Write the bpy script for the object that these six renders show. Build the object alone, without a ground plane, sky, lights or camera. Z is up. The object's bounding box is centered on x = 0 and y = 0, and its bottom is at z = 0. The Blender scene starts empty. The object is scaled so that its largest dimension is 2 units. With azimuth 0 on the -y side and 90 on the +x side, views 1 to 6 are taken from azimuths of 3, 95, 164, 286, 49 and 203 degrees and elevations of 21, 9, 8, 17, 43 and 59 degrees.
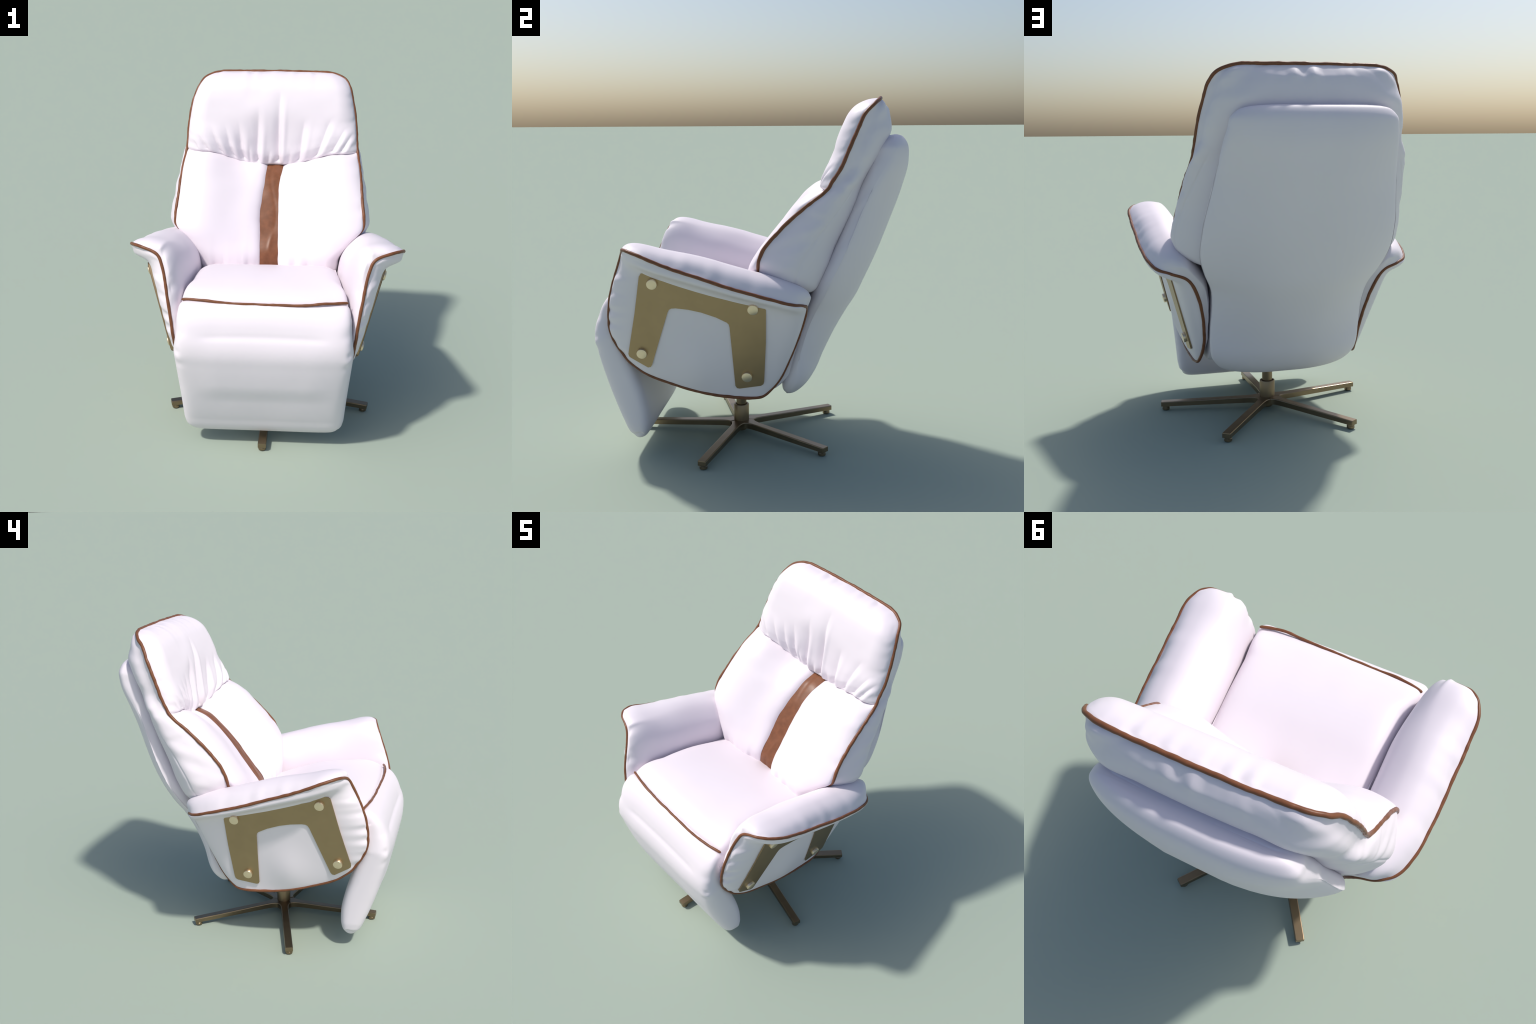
import bpy, math
import numpy as np

# ------------------------------------------------------------------ helpers
RNG = np.random.default_rng(7)
NOISE = RNG.uniform(-1, 1, 4096)


def noise1(t, seed=0):
    """smooth one-dimensional value noise in -1..1"""
    t = np.asarray(t, float) + 1000.0
    i = np.floor(t).astype(int)
    f = t - i
    f = f * f * (3 - 2 * f)
    a = NOISE[(i * 7 + seed * 131) % 4096]
    b = NOISE[((i + 1) * 7 + seed * 131) % 4096]
    return a + (b - a) * f


def smooth(a, b, x):
    q = np.clip((np.asarray(x, float) - a) / (b - a), 0, 1)
    return q * q * (3 - 2 * q)


def spline(points, n=None, at=None, closed=False, param=None):
    """Catmull-Rom through rows of control points, by chord length (or given params)"""
    p = np.asarray(points, float)
    if p.ndim == 1:
        p = p[:, None]
    if closed:
        p = np.vstack([p, p[:1]])
    if param is None:
        k = np.concatenate([[0], np.cumsum(np.linalg.norm(np.diff(p, axis=0), axis=1) + 1e-9)])
        k /= k[-1]
    else:
        k = np.asarray(param, float)
    t = np.linspace(k[0], k[-1], n) if at is None else np.asarray(at, float)
    m = np.zeros_like(p)
    d = np.diff(p, axis=0) / np.diff(k)[:, None]
    h = np.diff(k)
    m[1:-1] = (d[:-1] * h[1:, None] + d[1:] * h[:-1, None]) / (h[1:] + h[:-1])[:, None]
    m[0], m[-1] = d[0], d[-1]
    if closed:
        m[0] = m[-1] = (d[0] * h[-1] + d[-1] * h[0]) / (h[0] + h[-1])
    i = np.clip(np.searchsorted(k, t, side='right') - 1, 0, len(k) - 2)
    f = ((t - k[i]) / h[i])[..., None]
    hh = h[i][..., None]
    return ((2 * f**3 - 3 * f**2 + 1) * p[i] + (f**3 - 2 * f**2 + f) * hh * m[i]
            + (-2 * f**3 + 3 * f**2) * p[i + 1] + (f**3 - f**2) * hh * m[i + 1])


def grid_normals(P):
    du = np.gradient(P, axis=0)
    dv = np.gradient(P, axis=1)
    n = np.cross(du, dv)
    return n / (np.linalg.norm(n, axis=2, keepdims=True) + 1e-12)


def mesh_object(name, verts, faces, mat, parent, smooth_angle=None):
    me = bpy.data.meshes.new(name)
    me.from_pydata([tuple(v) for v in verts], [], faces)
    me.validate()
    for p in me.polygons:
        p.use_smooth = True
    me.materials.append(mat)
    if smooth_angle is not None:
        me.set_sharp_from_angle(angle=math.radians(smooth_angle))
    me.update()
    ob = bpy.data.objects.new(name, me)
    bpy.context.scene.collection.objects.link(ob)
    ob.parent = parent
    return ob


def grid_faces(nr, nc, wrap=False, flip=False):
    out = []
    for i in range(nr - 1):
        for j in range(nc if wrap else nc - 1):
            a, b = i * nc + j, i * nc + (j + 1) % nc
            c, d = b + nc, a + nc
            out.append((a, d, c, b) if flip else (a, b, c, d))
    return out


def grid_object(name, P, mat, parent, wrap=False, flip=False):
    nr, nc = P.shape[:2]
    return mesh_object(name, P.reshape(-1, 3), grid_faces(nr, nc, wrap, flip), mat, parent)


def tube(name, path, r, mat, parent, closed=False, sides=10, wobble=0.0, taper=True):
    P = np.asarray(path, float)
    n = len(P)
    T = np.roll(P, -1, 0) - np.roll(P, 1, 0) if closed else np.gradient(P, axis=0)
    T /= np.linalg.norm(T, axis=1, keepdims=True)
    up = np.array([0.31, 0.2, 0.93])
    N = np.zeros_like(P)
    v = up - T[0] * (up @ T[0])
    for i in range(n):
        v = v - T[i] * (v @ T[i])
        v /= np.linalg.norm(v)
        N[i] = v
    B = np.cross(T, N)
    ang = np.linspace(0, 2 * np.pi, sides, endpoint=False)
    rad = r * (1 + wobble * noise1(np.arange(n) * 0.35, 3))
    if not closed and taper:
        rad = rad.copy()
        rad[0] *= 0.55
        rad[-1] *= 0.55
    ring = P[:, None] + rad[:, None, None] * (np.cos(ang)[None, :, None] * N[:, None] + np.sin(ang)[None, :, None] * B[:, None])
    V = ring.reshape(-1, 3)
    F = grid_faces(n, sides, wrap=True)
    if closed:
        for j in range(sides):
            a, b = (n - 1) * sides + j, (n - 1) * sides + (j + 1) % sides
            F.append((a, b, (j + 1) % sides, j))
    else:
        F.append(tuple(range(sides - 1, -1, -1)))
        F.append(tuple((n - 1) * sides + j for j in range(sides)))
    return mesh_object(name, V, F, mat, parent)


def lathe(name, profile, mat, parent, sides=40, centre=(0, 0), angle=35):
    """profile: (radius, z) from bottom to top, closed by discs"""
    ang = np.linspace(0, 2 * np.pi, sides, endpoint=False)
    V, F = [], []
    for r, z in profile:
        for a in ang:
            V.append((centre[0] + r * math.cos(a), centre[1] + r * math.sin(a), z))
    F = grid_faces(len(profile), sides, wrap=True)
    F.append(tuple(range(sides - 1, -1, -1)))
    F.append(tuple((len(profile) - 1) * sides + j for j in range(sides)))
    return mesh_object(name, V, F, mat, parent, smooth_angle=angle)


def empty(name, parent=None):
    e = bpy.data.objects.new(name, None)
    bpy.context.scene.collection.objects.link(e)
    e.parent = parent
    return e


# ---------------------------------------------------------------- materials
def material(name, colour, rough, metallic=0.0, vary=0.04, scale=6.0, bump=0.0, bump_scale=300.0, coat=0.0, sheen=0.0, spec=0.5):
    m = bpy.data.materials.new(name)
    m.use_nodes = True
    nt = m.node_tree
    b = nt.nodes['Principled BSDF']
    tc = nt.nodes.new('ShaderNodeTexCoord')
    nz = nt.nodes.new('ShaderNodeTexNoise')
    nz.inputs['Scale'].default_value = scale
    nz.inputs['Detail'].default_value = 5
    nt.links.new(tc.outputs['Object'], nz.inputs['Vector'])
    rp = nt.nodes.new('ShaderNodeValToRGB')
    c = np.array(colour)
    rp.color_ramp.elements[0].position = 0.3
    rp.color_ramp.elements[1].position = 0.7
    rp.color_ramp.elements[0].color = (*np.clip(c * (1 - vary), 0, 1), 1)
    rp.color_ramp.elements[1].color = (*np.clip(c * (1 + vary), 0, 1), 1)
    nt.links.new(nz.outputs['Fac'], rp.inputs['Fac'])
    nt.links.new(rp.outputs['Color'], b.inputs['Base Color'])
    b.inputs['Roughness'].default_value = rough
    b.inputs['Metallic'].default_value = metallic
    b.inputs['Coat Weight'].default_value = coat
    b.inputs['Sheen Weight'].default_value = sheen
    b.inputs['Specular IOR Level'].default_value = spec
    if bump > 0:
        nb = nt.nodes.new('ShaderNodeTexNoise')
        nb.inputs['Scale'].default_value = bump_scale
        nb.inputs['Detail'].default_value = 3
        nt.links.new(tc.outputs['Object'], nb.inputs['Vector'])
        bm = nt.nodes.new('ShaderNodeBump')
        bm.inputs['Strength'].default_value = bump
        bm.inputs['Distance'].default_value = 0.002
        nt.links.new(nb.outputs['Fac'], bm.inputs['Height'])
        nt.links.new(bm.outputs['Normal'], b.inputs['Normal'])
    return m


WHITE = material('white_leather', (0.82, 0.755, 0.81), 0.5, vary=0.008, scale=3.0, bump=0.04, bump_scale=180)
TAN = material('tan_leather_trim', (0.190, 0.073, 0.034), 0.38, vary=0.14, scale=30.0, bump=0.08, bump_scale=160, spec=0.28)
BRONZE = material('brushed_bronze', (0.40, 0.29, 0.172), 0.42, metallic=1.0, vary=0.03, scale=12.0)
LEGMETAL = material('polished_bronze', (0.29, 0.215, 0.14), 0.34, metallic=1.0, vary=0.05, scale=14.0)
BRASS = material('pale_brass', (0.86, 0.71, 0.515), 0.42, metallic=1.0, vary=0.02, scale=10.0)

# --------------------------------------------------------------------- root
root = empty('recliner_chair')
root['label'] = 'white leather swivel recliner with brown piping, bronze brackets'
root['category'] = 'recliner chair'

# ================================================================ backrest
# control rows of the front of the back: piping edge E(x,y,z), side lobe L(y,z), centre C(y,z)
LUMBAR = np.array([
    (.440, .090, .840, .005, .840, .030, .840),
    (.455, .085, .930, -.012, .920, .036, .930),
    (.535, .080, 1.050, .000, 1.020, .090, 1.020),
    (.590, .078, 1.120, .022, 1.100, .140, 1.090),
    (.592, .100, 1.190, .060, 1.165, .185, 1.155),
    (.583, .175, 1.285, .125, 1.255, .250, 1.240),
    (.577, .260, 1.370, .210, 1.362, .325, 1.320),
    (.570, .350, 1.445, .285, 1.445, .393, 1.376),
    (.562, .410, 1.487, .352, 1.490, .445, 1.398),
    (.558, .445, 1.523, .420, 1.505, .485, 1.410),
    (.545, .470, 1.530, .470, 1.512, .535, 1.418),
])
HEAD = np.array([
    (.545, .470, 1.515, .470, 1.500, .535, 1.404),
    (.558, .445, 1.523, .422, 1.505, .485, 1.411),
    (.558, .455, 1.545, .396, 1.520, .460, 1.424),
    (.557, .475, 1.580, .394, 1.560, .443, 1.465),
    (.556, .500, 1.630, .410, 1.610, .448, 1.550),
    (.548, .535, 1.715, .447, 1.685, .455, 1.650),
    (.538, .560, 1.775, .475, 1.770, .468, 1.755),
    (.523, .590, 1.840, .508, 1.860, .505, 1.855),
    (.500, .620, 1.905, .540, 1.918, .538, 1.918),
    (.465, .665, 1.955, .585, 1.960, .580, 1.963),
    (.410, .690, 1.980, .640, 1.986, .635, 1.989),
    (.350, .703, 1.992, .698, 1.993, .706, 1.996),
])


def back_shift(P):
    """the back leans a hair to the left below its top"""
    P[..., 1] -= 0.020 * P[..., 0] * (1 - smooth(1.50, 1.68, P[..., 2])) * smooth(.88, 1.05, P[..., 2])
    P[..., 0] *= 1 - .010 * smooth(1.5, 1.6, P[..., 2])
    P[..., 2] -= .004 * smooth(1.9, 2.0, P[..., 2])
    P[..., 0] -= 0.010 * (1 - smooth(1.80, 1.97, P[..., 2]))
    return P


def back_front(rows, s, knee=0.76, side=0.55, power=1.0):
    """front surface of the back: rows (k,7), s (k,c) in -1..1"""
    a = np.abs(s)
    E, L, C = rows[:, None, 0:3], rows[:, None, 3:5], rows[:, None, 5:7]
    q = np.clip(a / knee, 0, 1)[..., None]
    inner = C + (L - C) * (0.5 - 0.5 * np.cos(np.pi * q)) ** power
    q2 = np.clip((a - knee) / (1 - knee), 0, 1)[..., None]
    outer = E[..., 1:3] + (L - E[..., 1:3]) * (1 - q2 ** 2.2) ** side
    yz = np.where(a[..., None] < knee, inner, outer)
    x = s[..., None] * E[..., 0:1]
    return np.concatenate([x, yz], axis=2)


def xgrid(n, k):
    """columns denser toward the edges"""
    s = np.linspace(-1, 1, n)
    s = np.sign(s) * (1 - (1 - np.abs(s)) ** 1.35)
    return np.repeat(s[None], k, 0)


backrest = empty('backrest', root)

# ---- headrest panel with pleats
NH = 120
rows = spline(HEAD, n=NH)
s = xgrid(241, NH)
hp = 1.0 + 1.1 * (1 - smooth(.06, .18, np.linspace(0, 1, NH)))[:, None, None]
P = back_front(rows, s, power=hp, knee=.78)
N = grid_normals(P)
if N[NH // 2, 120, 1] > 0:
    N = -N
t = np.linspace(0, 1, NH)[:, None]
h = P[..., 2]
# pleats: (x at seam, x at top end, height it reaches above the seam, depth, width)
PLEATS = [(-.090, -.092, .40, .026, .015), (.045, .046, .50, .030, .014), (-.140, -.152, .16, .012, .012), (-.178, -.226, .28, .024, .017),
          (-.242, -.315, .22, .018, .016), (-.318, -.410, .17, .017, .016), (-.410, -.500, .12, .013, .015), (-.480, -.530, .08, .008, .012),
          (.176, .212, .30, .022, .017), (.112, .118, .12, .008, .012), (.285, .392, .24, .018, .018), (.385, .485, .17, .017, .015),
          (.445, .535, .13, .013, .013), (-.022, -.012, .12, .008, .011)]
x = P[..., 0]
hs = h - h[10:11]
disp = np.zeros_like(x)
for xb, xt, hh, dep, wid in PLEATS:
    q = np.clip(hs / hh, 0, 1)
    xc = xb + (xt - xb) * q
    fade = (1 - smooth(0.30, 1.0, q)) * smooth(-0.004, 0.02, hs)
    d = (x - xc) / (wid * (1 + 0.5 * q))
    # a fold runs in gently from the left and turns back sharply at its crease
    fold = np.where(d < 0, np.exp(-(np.abs(d) / 2.0) ** 1.25), np.exp(-(np.abs(d) / .75) ** 1.4))
    disp -= 1.22 * dep * fade * fold
    disp += 0.22 * dep * fade * np.exp(-((d - 2.0) / 1.0) ** 2)
edge = 1 - np.abs(s)
disp += 0.0045 * np.exp(-edge / 0.06) * smooth(0, 0.03, edge) * noise1(h * 34, 1)
top = 1 - t
disp += 0.005 * np.exp(-top / 0.10) * smooth(0, 0.03, top) * noise1(x * 26, 2)
disp += 0.003 * noise1(x * 9 + 3, 5) * noise1(h * 9, 6) * smooth(0, .1, edge)
disp *= smooth(0, 0.015, edge)
P = back_shift(P + N * disp[..., None])
grid_object('headrest_panel', P, WHITE, backrest)
HEAD_EDGE = back_shift(rows[:, :3].copy())
HEAD_EDGE_L = back_shift(rows[:, :3] * [-1, 1, 1])

# ---- lumbar panels either side of a tan strip
NL = 130
rows = spline(LUMBAR, n=NL)
zc = rows[:, 6]
left_edge = np.interp(zc, [.84, 1.0, 1.18, 1.29, 1.36, 1.41], [-.055, -.057, -.060, -.047, -.036, -.030])
right_edge = np.interp(zc, [.84, 1.0, 1.18, 1.29, 1.36, 1.41], [.064, .057, .056, .052, .060, .077])
left_edge = left_edge + 0.003 * noise1(zc * 22, 11)
right_edge = right_edge + 0.003 * noise1(zc * 22, 12)


def lumbar(s_edges, kind):
    a, b, n = s_edges
    q = np.linspace(0, 1, n)
    if kind == 'right':
        q = 1 - (1 - q) ** 1.3
    elif kind == 'left':
        q = q ** 1.3
    s = a[:, None] + (b - a)[:, None] * q[None]
    lp = 1.35 + .75 * smooth(.62, .9, np.linspace(0, 1, NL))[:, None, None]
    P = back_front(rows, s, power=lp, knee=.78)
    N = grid_normals(P)
    if N[NL // 2, n // 2, 1] > 0:
        N = -N
    x, z = P[..., 0], P[..., 2]
    tt = np.linspace(0, 1, NL)[:, None]
    if kind == 'strip':
        disp = (1 - (2 * q[None] - 1) ** 2) * (0.004 + 0.004 * noise1(z * 14, 21)) + 0 * x
        disp += 0.004 * np.exp(-((x - .02 + .02 * np.sin(z * 15)) / .012) ** 2) * noise1(z * 9, 22)
    else:
        d = np.abs(s - (b if kind == 'left' else a)[:, None]) * rows[:, 0:1]
        disp = (0.026 * (1 - np.exp(-d / 0.022)) * np.exp(-(d / .22) ** 2) + .006 * smooth(0, .1, d)) * smooth(1.02, .9, tt) *  (1 - np.exp(-(1 - np.abs(s)) / .08))
        disp += 0.002 * np.exp(-d / 0.03) * noise1(z * 24, 23)
        edge = 1 - np.abs(s)
        disp += 0.004 * np.exp(-edge / .08) * smooth(0, .03, edge) * noise1(z * 26, 24)
        # tucked, puckered foot near the seat and crease under the headrest
        low = np.exp(-np.clip(z - .89, 0, 1) / .045)
        disp += 0.010 * low * noise1(x * 24, 25)
        disp += 0.004 * np.exp(-(1 - tt) / .06) * noise1(x * 17, 26)
        disp += 0.0035 * noise1(x * 7, 27) * noise1(z * 6 + 2, 28)
        disp *= smooth(0, .02, edge)
    return back_shift(P + N * disp[..., None])


sl, sr = left_edge / rows[:, 0], right_edge / rows[:, 0]
one = np.ones(NL)
grid_object('lumbar_panel', lumbar((-one, sl, 110), 'left'), WHITE, backrest)
grid_object('lumbar_panel', lumbar((sr, one, 110), 'right'), WHITE, backrest)
grid_object('leather_strip', lumbar((sl, sr, 25), 'strip'), TAN, backrest)
LUM_EDGE = rows[:, :3]

# ---- gusset and rear of the back cushion: piping edge E, widest line W, rear edge R
GUSSET = np.array([
    (.500, .090, 1.010, .545, .200, .985, .450, .300, .955),
    (.555, .077, 1.060, .605, .210, 1.025, .490, .330, .958),
    (.590, .078, 1.120, .640, .250, 1.075, .520, .365, .990),
    (.592, .100, 1.190, .640, .285, 1.150, .520, .420, 1.090),
    (.583, .175, 1.285, .625, .340, 1.250, .500, .470, 1.210),
    (.577, .260, 1.370, .610, .400, 1.345, .480, .530, 1.330),
    (.570, .350, 1.445, .594, .455, 1.430, .465, .580, 1.440),
    (.558, .445, 1.523, .578, .520, 1.520, .450, .615, 1.540),
    (.556, .500, 1.630, .540, .585, 1.620, .440, .670, 1.650),
    (.538, .560, 1.775, .512, .645, 1.760, .420, .730, 1.770),
    (.523, .590, 1.840, .492, .675, 1.825, .400, .752, 1.820),
    (.500, .620, 1.905, .465, .690, 1.890, .360, .752, 1.880),
    (.465, .665, 1.955, .438, .705, 1.935, .330, .742, 1.925),
    (.410, .690, 1.980, .402, .712, 1.968, .300, .732, 1.958),
    (.350, .703, 1.992, .320, .704, 1.992, .230, .705, 1.993),
])
NG = 120
g = spline(GUSSET, n=NG)
half = []
for r in g:
    E_, W_, R_ = r[0:3], r[3:6], r[6:9]
    EW = (E_ + W_) / 2 + np.array([.012 * float(1 - smooth(1.45, 1.62, E_[2])) - .004, 0, 0])
    fade = float(1 - smooth(1.955, 1.992, E_[2]))
    B_ = np.array([0.0, R_[1] + .022 * fade + .005 * (1 - fade), R_[2] + .002])
    Bm = np.array([R_[0] * .55, R_[1] + .016 * fade + .003 * (1 - fade), R_[2] + .0015])
    c = spline([E_, EW, W_, R_, Bm, B_], n=130)
    half.append(c)
half = np.array(half)
full = np.concatenate([half, (half * [-1, 1, 1])[:, -2::-1]], axis=1)
N = grid_normals(full)
if N[60, 40, 0] < 0:
    N = -N
nc = full.shape[1]
col = np.minimum(np.arange(nc), nc - 1 - np.arange(nc)) / 129.0
z = full[..., 2]
side = np.exp(-((col - .16) / .13) ** 2)[None]
seamside = np.exp(-np.abs(z - 1.50) / .10)
disp = side * (0.010 * seamside * noise1((z + 0.35 * full[..., 1]) * 24, 31) + 0.0035 * noise1((z - .3 * full[..., 1]) * 20, 32))
disp -= 0.004 * np.exp(-((col - .25) / .006) ** 2)[None] * (1 - smooth(1.45, 1.60, z))
backtop = np.exp(-((z - 1.945) / .03) ** 2) * smooth(.45, .7, col)[None]
disp += 0.006 * backtop * noise1(full[..., 0] * 20, 33)
disp *= smooth(0, .04, col)[None]
full = full + N * disp[..., None]
full[..., 1] -= .012 * full[..., 0] * smooth(.05, .35, col)[None] * smooth(1.0, 1.3, z)
full[..., 0] -= .005 * smooth(.05, .3, col)[None]
full = back_shift(full)
grid_object('back_cushion', full, WHITE, backrest, flip=True)

# ---- piping round the back: up one side, over the top, down the other
low = spline(LUMBAR, n=NL)[:, :3]
low = low[(low[:, 2] > 1.055) & (low[:, 1] < .444)]
right = np.vstack([low[:-1], spline(HEAD, n=NH)[12:, :3]])
topx = np.linspace(.33, -.33, 40)
topline = np.stack([topx, .703 + .008 * (1 - (topx / .35) ** 2), 1.992 + .003 * (1 - (topx / .35) ** 2)], 1)
path = np.vstack([right, topline, (right * [-1, 1, 1])[::-1]])
path = spline(path, n=420)
path[:, 1] -= 0.002
path += 0.0013 * np.stack([noise1(np.arange(420) * .21, 41), noise1(np.arange(420) * .23, 42), noise1(np.arange(420) * .19, 43)], 1)
tube('piping', back_shift(path), .0102, TAN, backrest, wobble=.08)

# ============================================================== back shell
# half width, front (y,z), rear (y,z)
SHELL = np.array([
    (.300, .185, .330, .205, .312),
    (.375, .168, .358, .258, .325),
    (.412, .165, .415, .308, .365),
    (.428, .180, .490, .355, .430),
    (.436, .215, .620, .402, .535),
    (.436, .255, .770, .475, .685),
    (.448, .285, .850, .530, .780),
    (.495, .335, .950, .595, .885),
    (.524, .375, 1.030, .640, .980),
    (.525, .451, 1.185, .702, 1.115),
    (.495, .530, 1.370, .778, 1.310),
    (.462, .600, 1.550, .845, 1.500),
    (.435, .660, 1.690, .880, 1.660),
    (.420, .690, 1.755, .873, 1.742),
    (.385, .722, 1.785, .845, 1.783),
    (.330, .755, 1.793, .815, 1.793),
])
NS = 130
sh = spline(SHELL, n=NS)
M = 150
ang = np.linspace(0, 2 * np.pi, M, endpoint=False)
ca, sa = np.cos(ang), np.sin(ang)
xs = np.sign(ca) * np.abs(ca) ** .36
ds = np.sign(sa) * np.abs(sa) ** .50
rowsP = []
for k, r in enumerate(sh):
    w, F_, B_ = r[0], r[1:3], r[3:5]
    X = w * xs
    dep = .5 + .5 * ds
    # the rear is bowed: depth falls off toward the sides
    amt = .26 + .30 * float(smooth(1.72, 1.35, B_[1]) * smooth(.34, .58, B_[1]))
    fr = dep * (1 - amt * np.abs(xs) ** 2.4 * smooth(.2, .7, dep))
    yz = F_[None] + (B_ - F_)[None] * fr[:, None]
    zl = yz[:, 1] + .045 * np.abs(X / .43) ** 3 * (1 - smooth(.30, .50, yz[:, 1])) - .02 * np.abs(X / .43) ** 4 * smooth(1.70, 1.79, yz[:, 1])
    rowsP.append(np.stack([X, yz[:, 0], zl], 1))
Ps = np.array(rowsP)
N = grid_normals(Ps)
if N[NS // 2, 0, 0] < 0:
    N = -N
disp = .0015 * noise1(Ps[..., 0] * 6, 51) * noise1(Ps[..., 2] * 5, 52)
disp += .005 * np.exp(-((np.abs(ca)[None] - .95) / .06) ** 2) * smooth(-.2, .1, -sa)[None] * noise1(Ps[..., 2] * 16, 53) * (Ps[..., 2] > 1)
disp -= .0012 * np.exp(-(Ps[..., 0] / .004) ** 2) * (sa > 0)[None]
Ps = Ps + N * disp[..., None]
hz = smooth(.55, 1.15, Ps[..., 2])
Ps[..., 1] -= (-.006 + .036 * hz) * Ps[..., 0]
Ps[..., 0] += .003 - .009 * hz
V = list(Ps.reshape(-1, 3))
F = grid_faces(NS, M, wrap=True)
for ring in (0, NS - 1):
    c = Ps[ring].mean(0)
    V.append(c)
    ci = len(V) - 1
    for j in range(M):
        a, b = ring * M + j, ring * M + (j + 1) % M
        F.append((b, a, ci) if ring == 0 else (a, b, ci))
mesh_object('back_shell', V, F, WHITE, root)

# ==================================================================== seat
SEAT = [(.090, .850), (-.020, .895), (-.150, .942), (-.300, .988), (-.450, 1.010), (-.580, 1.008), (-.675, .988), (-.730, .955), (-.750, .915)]
NSY = 90
prof = spline(SEAT, n=NSY)
s = np.repeat(np.sin(np.linspace(-1, 1, 141) * np.pi / 2)[None], NSY, 0)
a = np.abs(s)
hw = np.interp(prof[:, 0], [-.75, -.4, .1], [.476, .455, .435])[:, None]
round_ = (1 - a ** (13 + 22 * smooth(-.5, -.7, prof[:, :1]))) ** .42
zz = .74 + (prof[:, 1:2] - .74) * round_ - .004 * a ** 2
zz += .0025 * noise1(s * 4, 61) * noise1(prof[:, :1] * 5, 62)
yy = prof[:, 0:1] + .022 * a ** 3 * (prof[:, :1] < -.3) * smooth(-.4, -.74, prof[:, :1])
yy = yy + 0 * s
seat = grid_object('seat_cushion', np.stack([s * hw, yy, zz], 2), WHITE, root, flip=False)
SP = [(-.458, -.710, .943), (-.440, -.714, .947), (-.340, -.733, .951), (-.200, -.742, .941), (.020, -.748, .941),
      (.230, -.753, .946), (.340, -.749, .957), (.440, -.728, .954), (.460, -.722, .952)]
sp = spline(SP, n=120)
sp += .0011 * np.stack([0 * sp[:, 0], noise1(sp[:, 0] * 18, 63), noise1(sp[:, 0] * 16, 64)], 1)
tube('piping', sp, .0078, TAN, seat, wobble=.08)

frame_sec = [(-.60, .62), (-.30, .47), (-.05, .39), (.12, .385), (.20, .45), (.27, .80), (.10, .84), (-.60, .86)]
fs = spline(frame_sec, n=60, closed=True)[:-1]
fx = np.array([-.425, -.42, -.40, .40, .42, .425])
fg = np.array([.90, .98, 1, 1, .98, .90])
cen = fs.mean(0)
FP = np.array([[(X, *(cen + (p - cen) * k)) for p in fs] for X, k in zip(fx, fg)])
V = list(FP.reshape(-1, 3))
F = grid_faces(len(fx), len(fs), wrap=True)
F += [tuple(range(len(fs) - 1, -1, -1)), tuple((len(fx) - 1) * len(fs) + j for j in range(len(fs)))]
mesh_object('seat_frame', V, F, WHITE, root, smooth_angle=50)

# ================================================================ footrest
FOOT = [(-.735, .944), (-.782, .916), (-.826, .860), (-.853, .800), (-.872, .735), (-.874, .680), (-.859, .600), (-.826, .470),
        (-.782, .330), (-.733, .205), (-.690, .118), (-.645, .083), (-.606, .094), (-.580, .140), (-.572, .240), (-.597, .370), (-.645, .520),
        (-.690, .660), (-.680, .800), (-.660, .900)]
loop = spline(FOOT, n=200, closed=True)[:-1]
NLp = len(loop)
zl = loop[:, 1]
wl = np.interp(zl, [.105, .125, .18, .40, .58, .69, .75, .80, .88, .95], [.446, .458, .469, .481, .492, .498, .490, .485, .482, .477])
zm = np.clip(zl, .14, .86)
ym = np.interp(zm, [.14, .34, .567, .67, .86], [-.622, -.663, -.745, -.790, -.750])
mid = np.stack([ym, zm], 1)
S = np.sin(np.linspace(-1, 1, 131) * np.pi / 2)
FPs = np.zeros((len(S), NLp, 3))
for i, sv in enumerate(S):
    gsc = ((1 - abs(sv) ** (16 + 14 * smooth(.80, .93, zl))) ** .40)[:, None]
    q = mid + (loop - mid) * gsc
    FPs[i, :, 0] = wl * sv
    FPs[i, :, 1:] = q
N = grid_normals(FPs)
if N[65, 30, 1] > 0:
    N = -N
x, y, z = FPs[..., 0], FPs[..., 1], FPs[..., 2]
aS = np.abs(S)[:, None] + 0 * x
frontm = smooth(-.70, -.78, y + (z - .69) * -.25 * (z < .69))
disp = -.004 * np.exp(-((z - .79 + .012 * (x / .45) ** 2) / .016) ** 2) * (1 - smooth(.55, .8, aS)) * frontm
disp += .001 * np.exp(-((z - .765) / .02) ** 2) * (1 - smooth(.5, .85, aS)) * frontm
disp -= .010 * np.exp(-((z - .80) / .07) ** 2) * (1 - smooth(.5, .9, aS)) * frontm
disp += .0025 * noise1(x * 5, 71) * noise1(z * 4, 72)
disp -= .009 * np.exp(-((z - .695) / .018) ** 2) * smooth(.90, .985, aS)
disp += .007 * np.exp(-np.abs(z - .70) / .10) * smooth(.84, .95, aS) * noise1(z * 26, 73)
disp += .012 * np.exp(-((z - .45) / .30) ** 2) * (1 - smooth(.5, .9, aS)) * frontm
disp *= smooth(0, .06, 1 - aS * .999)
disp[0] = disp[-1] = 0
FPs = FPs + N * disp[..., None]
grid_object('footrest', FPs, WHITE, root, wrap=True)

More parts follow.
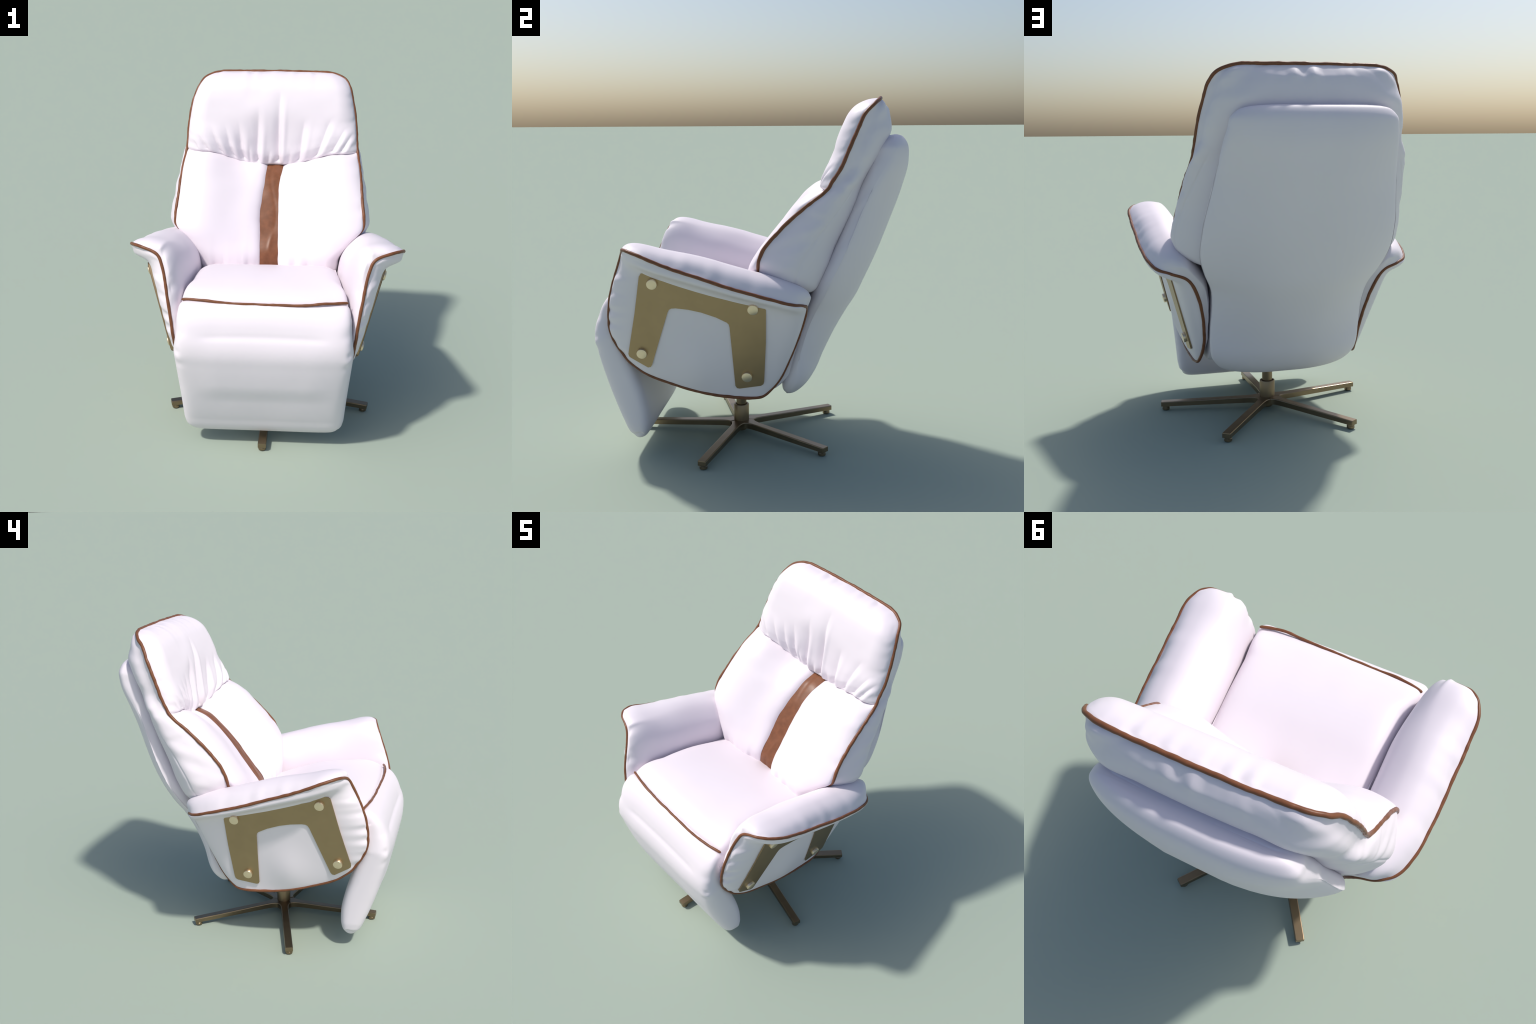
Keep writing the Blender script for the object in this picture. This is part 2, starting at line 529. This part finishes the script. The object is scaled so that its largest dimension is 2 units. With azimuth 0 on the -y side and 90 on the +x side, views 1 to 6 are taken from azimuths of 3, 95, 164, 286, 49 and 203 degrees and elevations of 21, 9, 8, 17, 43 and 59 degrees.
# ================================================================ armrests
VPAR = np.array([0, .2, .4, .55, .65, .74, .85, .93, 1.0])
A_FRONT = np.array([(.494, -.660, .560), (.505, -.752, .720), (.525, -.748, .905), (.545, -.718, 1.015), (.557, -.690, 1.088),
                    (.585, -.658, 1.168), (.632, -.640, 1.200), (.690, -.624, 1.213), (.738, -.588, 1.214)])
A_REAR = np.array([(.470, .085, .366), (.456, .165, .452), (.458, .222, .565), (.474, .266, .675), (.494, .295, .760),
                   (.525, .316, .835), (.572, .329, .897), (.628, .322, .914), (.690, .283, .930)])
A_BOT = np.array([(.494, -.660, .560), (.490, -.557, .488), (.487, -.411, .434), (.485, -.229, .384), (.482, -.065, .364), (.478, .030, .360), (.470, .085, .366)])
A_TOP = np.array([(.738, -.588, 1.214), (.766, -.516, 1.192), (.771, -.403, 1.146), (.768, -.225, 1.087), (.763, -.010, 1.018), (.745, .165, .968), (.716, .250, .938), (.690, .283, .930)])
I_V = [0, .08, .2, .4, .55, .65, .74, .82, .90, .96, 1.0]
I_X = [.482, .447, .428, .425, .430, .450, .498, .570, .655, .725, None]


def arm_curves(u, v):
    front = spline(A_FRONT, at=v, param=VPAR)
    rear = spline(A_REAR, at=v, param=VPAR)
    ku = lambda p: np.concatenate([[0], np.cumsum(np.linalg.norm(np.diff(p, axis=0), axis=1))])
    kb, kt = ku(A_BOT), ku(A_TOP)
    bot = spline(A_BOT, at=u * kb[-1], param=kb)
    top = spline(A_TOP, at=u * kt[-1], param=kt)
    return front, rear, bot, top


NU, NV = 130, 120
u = .5 - .5 * np.cos(np.linspace(0, 1, NU) * np.pi)
v = np.linspace(0, 1, NV)
v = v + .12 * np.sin(2 * np.pi * v) / (2 * np.pi) * -1
fr, re, bo, tp = arm_curves(u, v)
U, Vv = u[:, None, None], v[None, :, None]
coons = ((1 - U) * fr[None] + U * re[None] + (1 - Vv) * bo[:, None] + Vv * tp[:, None]
         - ((1 - U) * (1 - Vv) * fr[0] + U * (1 - Vv) * re[0] + (1 - U) * Vv * fr[-1] + U * Vv * re[-1]))
zt, zb, xt = tp[:, None, 2], bo[:, None, 2], tp[:, None, 0]

TILT = .265


def panel_x(y, z):
    """plane of the side panel, easing inward toward the front"""
    return .518 + TILT * (z - .5) - .012 * np.clip((-y - .15) / .43, 0, 1.5) ** 2


# outer side panel
O = coons.copy()
d = np.clip(zt - O[..., 2], 0, 1)
plane = panel_x(O[..., 1], O[..., 2])
xo = plane + (xt - plane) / (1 + (d / (.056 + .008 * (1 - smooth(0, .3, u)[:, None]))) ** 6)
wu = np.where(u < .5, (1 - np.abs(2 * u - 1) ** 6) ** .7, (1 - np.abs(2 * u - 1) ** 9) ** .55)
wv = (1 - (1 - v) ** 16) ** .5
O[..., 0] += wu[:, None] * wv[None] * (xo - O[..., 0])
O[..., 0] += .020 * np.exp(-((O[..., 1] + .27) / .12) ** 2 - ((O[..., 2] - .54) / .16) ** 2) * wv[None]
fringe = np.exp(-u / .05)[:, None] * smooth(0, .01, u)[:, None]
O[..., 0] += .017 * fringe * noise1(O[..., 2] * 28, 81) * smooth(0, .1, v)[None]
O[..., 0] += .004 * np.exp(-(1 - v) / .06)[None] * noise1(O[..., 1] * 18, 82) * smooth(0, .02, 1 - v)[None] * smooth(0, .05, u)[:, None] * smooth(0, .05, 1 - u)[:, None]

# inner face and top roll
lift = .032 * smooth(.05, .5, u) - .014
iz = np.stack([zb[:, 0], zb[:, 0] + .03, zb[:, 0] + .14, zt[:, 0] - .28, zt[:, 0] - .15, zt[:, 0] - .045, zt[:, 0] + .025,
               zt[:, 0] + .062 + lift, zt[:, 0] + .068 + lift, zt[:, 0] + .042 + .6 * lift, zt[:, 0]], 1)
roll = np.zeros((NU, NV, 2))
for i in range(NU):
    k = min(1.0, 0.78 + .9 * (1 - u[i]))
    xs_ = np.array([q if q is not None else xt[i, 0] for q in I_X], float)
    m = xs_ > .49
    xs_[m] = .49 + (xs_[m] - .49) * (xt[i, 0] - .49) / (.765 - .49)
    xs_[-1] = xt[i, 0]
    xs_[2:7] += .048 * float(1 - smooth(.0, .42, u[i])) * np.array([.5, .7, 1, 1, .8])
    roll[i] = spline(np.stack([xs_, iz[i]], 1), at=v, param=I_V)
I = coons.copy()
au = np.abs(2 * u - 1)[:, None]
soft = (1 - au ** 7) ** .6
firm = (1 - au ** 14) ** .5
kv = smooth(.58, .80, v)[None]
wi = np.where(u[:, None] < .5, (1 - au ** 8) ** .5, firm + (soft - firm) * kv)
I[..., 0] += wi * (roll[..., 0] - I[..., 0])
I[..., 2] += wi * (roll[..., 1] - I[..., 2])
I[..., 1] += .044 * (np.exp(-((u - .95) / .07) ** 2) * np.minimum(1, (1 - u) / .02) ** .6)[:, None] * (smooth(.1, .3, v) * smooth(1, .85, v))[None]
N = grid_normals(I)
if N[NU // 2, NV // 2, 0] > 0:
    N = -N
gath = .010 * np.exp(-u / .045)[:, None] * smooth(0, .012, u)[:, None] * noise1(v[None] * 19 + 0 * U[..., 0], 83) * smooth(.1, .3, v)[None]
gath = gath + .004 * np.exp(-(1 - v) / .05)[None] * smooth(0, .015, 1 - v)[None] * noise1(I[..., 1] * 20, 84) * wi
gath = gath + .005 * np.exp(-(1 - u) / .06)[:, None] * smooth(0, .012, 1 - u)[:, None] * noise1(v[None] * 17 + 0 * U[..., 0], 85)
I = I + N * gath[..., None]

loop3 = np.vstack([bo[:-1], re[:-1], tp[::-1][:-1], fr[::-1][:-1]])
loop3 = spline(loop3, n=420, closed=True)[:-1]
for _ in range(14):
    loop3 = (np.roll(loop3, 1, 0) + 2 * loop3 + np.roll(loop3, -1, 0)) / 4
kk = np.arange(len(loop3))
loop3 += .0009 * np.stack([noise1(kk * .22, 86), noise1(kk * .2, 87), noise1(kk * .24, 88)], 1) * np.minimum(1, np.minimum(kk, len(kk) - kk) / 12.)[:, None]

# bracket outline on the side panel, in (y, z)
BRACKET = [(-.552, 1.070), (-.541, 1.086), (-.522, 1.090), (-.496, 1.084), (-.430, 1.047), (-.193, .990), (-.057, .948), (.036, .924), (.098, .905), (.106, .893),
           (.100, .701), (.084, .470), (.080, .455), (.068, .446), (-.050, .426), (-.062, .428), (-.069, .440), (-.085, .790), (-.089, .808), (-.100, .820), (-.157, .849), (-.234, .876),
           (-.303, .891), (-.372, .898), (-.396, .896), (-.410, .888), (-.420, .870), (-.531, .556), (-.539, .544), (-.551, .541), (-.642, .597), (-.651, .605), (-.653, .618), (-.595, .861)]
BOLTS = [(-.487, 1.033), (-.577, .627), (.041, .898), (-.005, .501)]


def bracket_mesh(side):
    out, inn = [], []
    n = np.array([1, 0, -TILT]) / math.hypot(1, TILT)
    pts = np.array([(panel_x(y, z), y, z) for y, z in BRACKET])
    c = pts.mean(0)
    layers = [(-.012, 0), (.0045, 0), (.0075, .003)]
    k = len(pts)
    # inset for the chamfer follows the outline's own normal
    dy = np.roll(pts, -1, 0) - np.roll(pts, 1, 0)
    nn = np.cross(dy, n)
    nn /= np.linalg.norm(nn, axis=1, keepdims=True)
    V, F = [], []
    for off, inset in layers:
        for p, m in zip(pts, nn):
            V.append((p + n * off - m * inset) * [side, 1, 1])
    for L in range(2):
        for j in range(k):
            a, b = L * k + j, L * k + (j + 1) % k
            f = (a, b, b + k, a + k)
            F.append(f if side < 0 else f[::-1])
    capf = tuple(2 * k + j for j in range(k))
    F.append(capf if side < 0 else capf[::-1])
    return V, F


bolt_mesh = None
for side in (1, -1):
    sx = np.array([side, 1, 1])

    def skew(Q, inner=0.0):
        """the upper chair is turned a touch: its right arm sits further forward"""
        Q = Q * sx
        Q[..., 1] -= .014 * Q[..., 0]
        if side > 0 and inner:
            Q[..., 0] += inner * np.exp(-((Q[..., 0] - .44) / .06) ** 2) * smooth(-.2, -.45, Q[..., 1])
        return Q

    arm = grid_object('armrest', skew(I, .018), WHITE, root, flip=(side > 0))
    grid_object('side_panel', skew(O), WHITE, arm, flip=(side < 0))
    tube('piping', skew(loop3), .0092, TAN, arm, closed=True, wobble=.06)
    V, F = bracket_mesh(side)
    br = mesh_object('bracket', V, F, BRONZE, arm, smooth_angle=25)
    n = np.array([side, 0, -TILT]) / math.hypot(1, TILT)
    for y, z in BOLTS:
        if bolt_mesh is None:
            ob = lathe('bolt', [(.029, -.004), (.029, .013), (.0278, .0155), (.026, .0165)], BRASS, br, sides=36)
            bolt_mesh = ob.data
        else:
            ob = bpy.data.objects.new('bolt', bolt_mesh)
            bpy.context.scene.collection.objects.link(ob)
            ob.parent = br
        zax = n
        xax = np.cross([0, 1, 0], zax)
        xax /= np.linalg.norm(xax)
        yax = np.cross(zax, xax)
        import mathutils
        mw = mathutils.Matrix(np.column_stack([xax, yax, zax]).tolist()).to_4x4()
        p = np.array([side * panel_x(y, z), y, z]) + n * .008
        mw.translation = mathutils.Vector(p.tolist())
        ob.matrix_local = mw

# ============================================================= swivel base
CX, CY = .012, -.100
base = empty('swivel_base', root)
lathe('column', [(.031, .15), (.031, .42)], LEGMETAL, base, centre=(CX, CY))
lathe('sleeve', [(.046, .070), (.046, .166), (.0435, .171), (.036, .172), (.034, .166)], LEGMETAL, base, centre=(CX, CY), angle=50)
lathe('hub_cap', [(.026, .006), (.032, .012), (.032, .05)], LEGMETAL, base, centre=(CX, CY))
RL = .645
rr = np.concatenate([np.linspace(.004, .10, 30), np.linspace(.115, RL - .006, 24), [RL - .001, RL]])
legV = []
for r in rr:
    hw_ = min(r * math.tan(math.radians(36)), .0245 + .034 * math.exp(-max(r - .052, 0) / .020))
    if r > RL - .005:
        hw_ -= .002 if r < RL else .004
    ztop = .074 - .022 * (r / RL)
    zbot = .038 - .014 * (r / RL)
    b = .0045
    if r > RL - .0005:
        ztop -= .004
        zbot += .004
    hi = max(hw_ - b, hw_ * .6)
    ring = [(-hw_, zbot), (-hw_, ztop - b), (-hw_ + (hw_ - hi) * .3, ztop - b * .3), (-hi, ztop), (hi, ztop), (hw_ - (hw_ - hi) * .3, ztop - b * .3), (hw_, ztop - b), (hw_, zbot)]
    legV += [(q[0], -r, q[1]) for q in ring]
LF = grid_faces(len(rr), 8, wrap=True, flip=True)
LF.append(tuple((len(rr) - 1) * 8 + j for j in range(8)))
LEG_SKEW = [-1.6, 5.0, 0.0, -1.8, -1.8]
leg0 = foot0 = None
for i in range(5):
    if leg0 is None:
        leg = mesh_object('leg', legV, LF, LEGMETAL, base, smooth_angle=14)
        foot = lathe('glide', [(.019, 0.0), (.0225, .003), (.0225, .016), (.021, .018), (.021, .030)], LEGMETAL, leg, sides=28, centre=(0, -RL + .028))
        leg0, foot0 = leg, foot
    else:
        leg = leg0.copy()
        foot = foot0.copy()
        for o in (leg, foot):
            bpy.context.scene.collection.objects.link(o)
        foot.parent = leg
    leg.location = (CX, CY, 0)
    leg.rotation_euler = (0, 0, i * 2 * math.pi / 5 + math.radians(LEG_SKEW[i]))
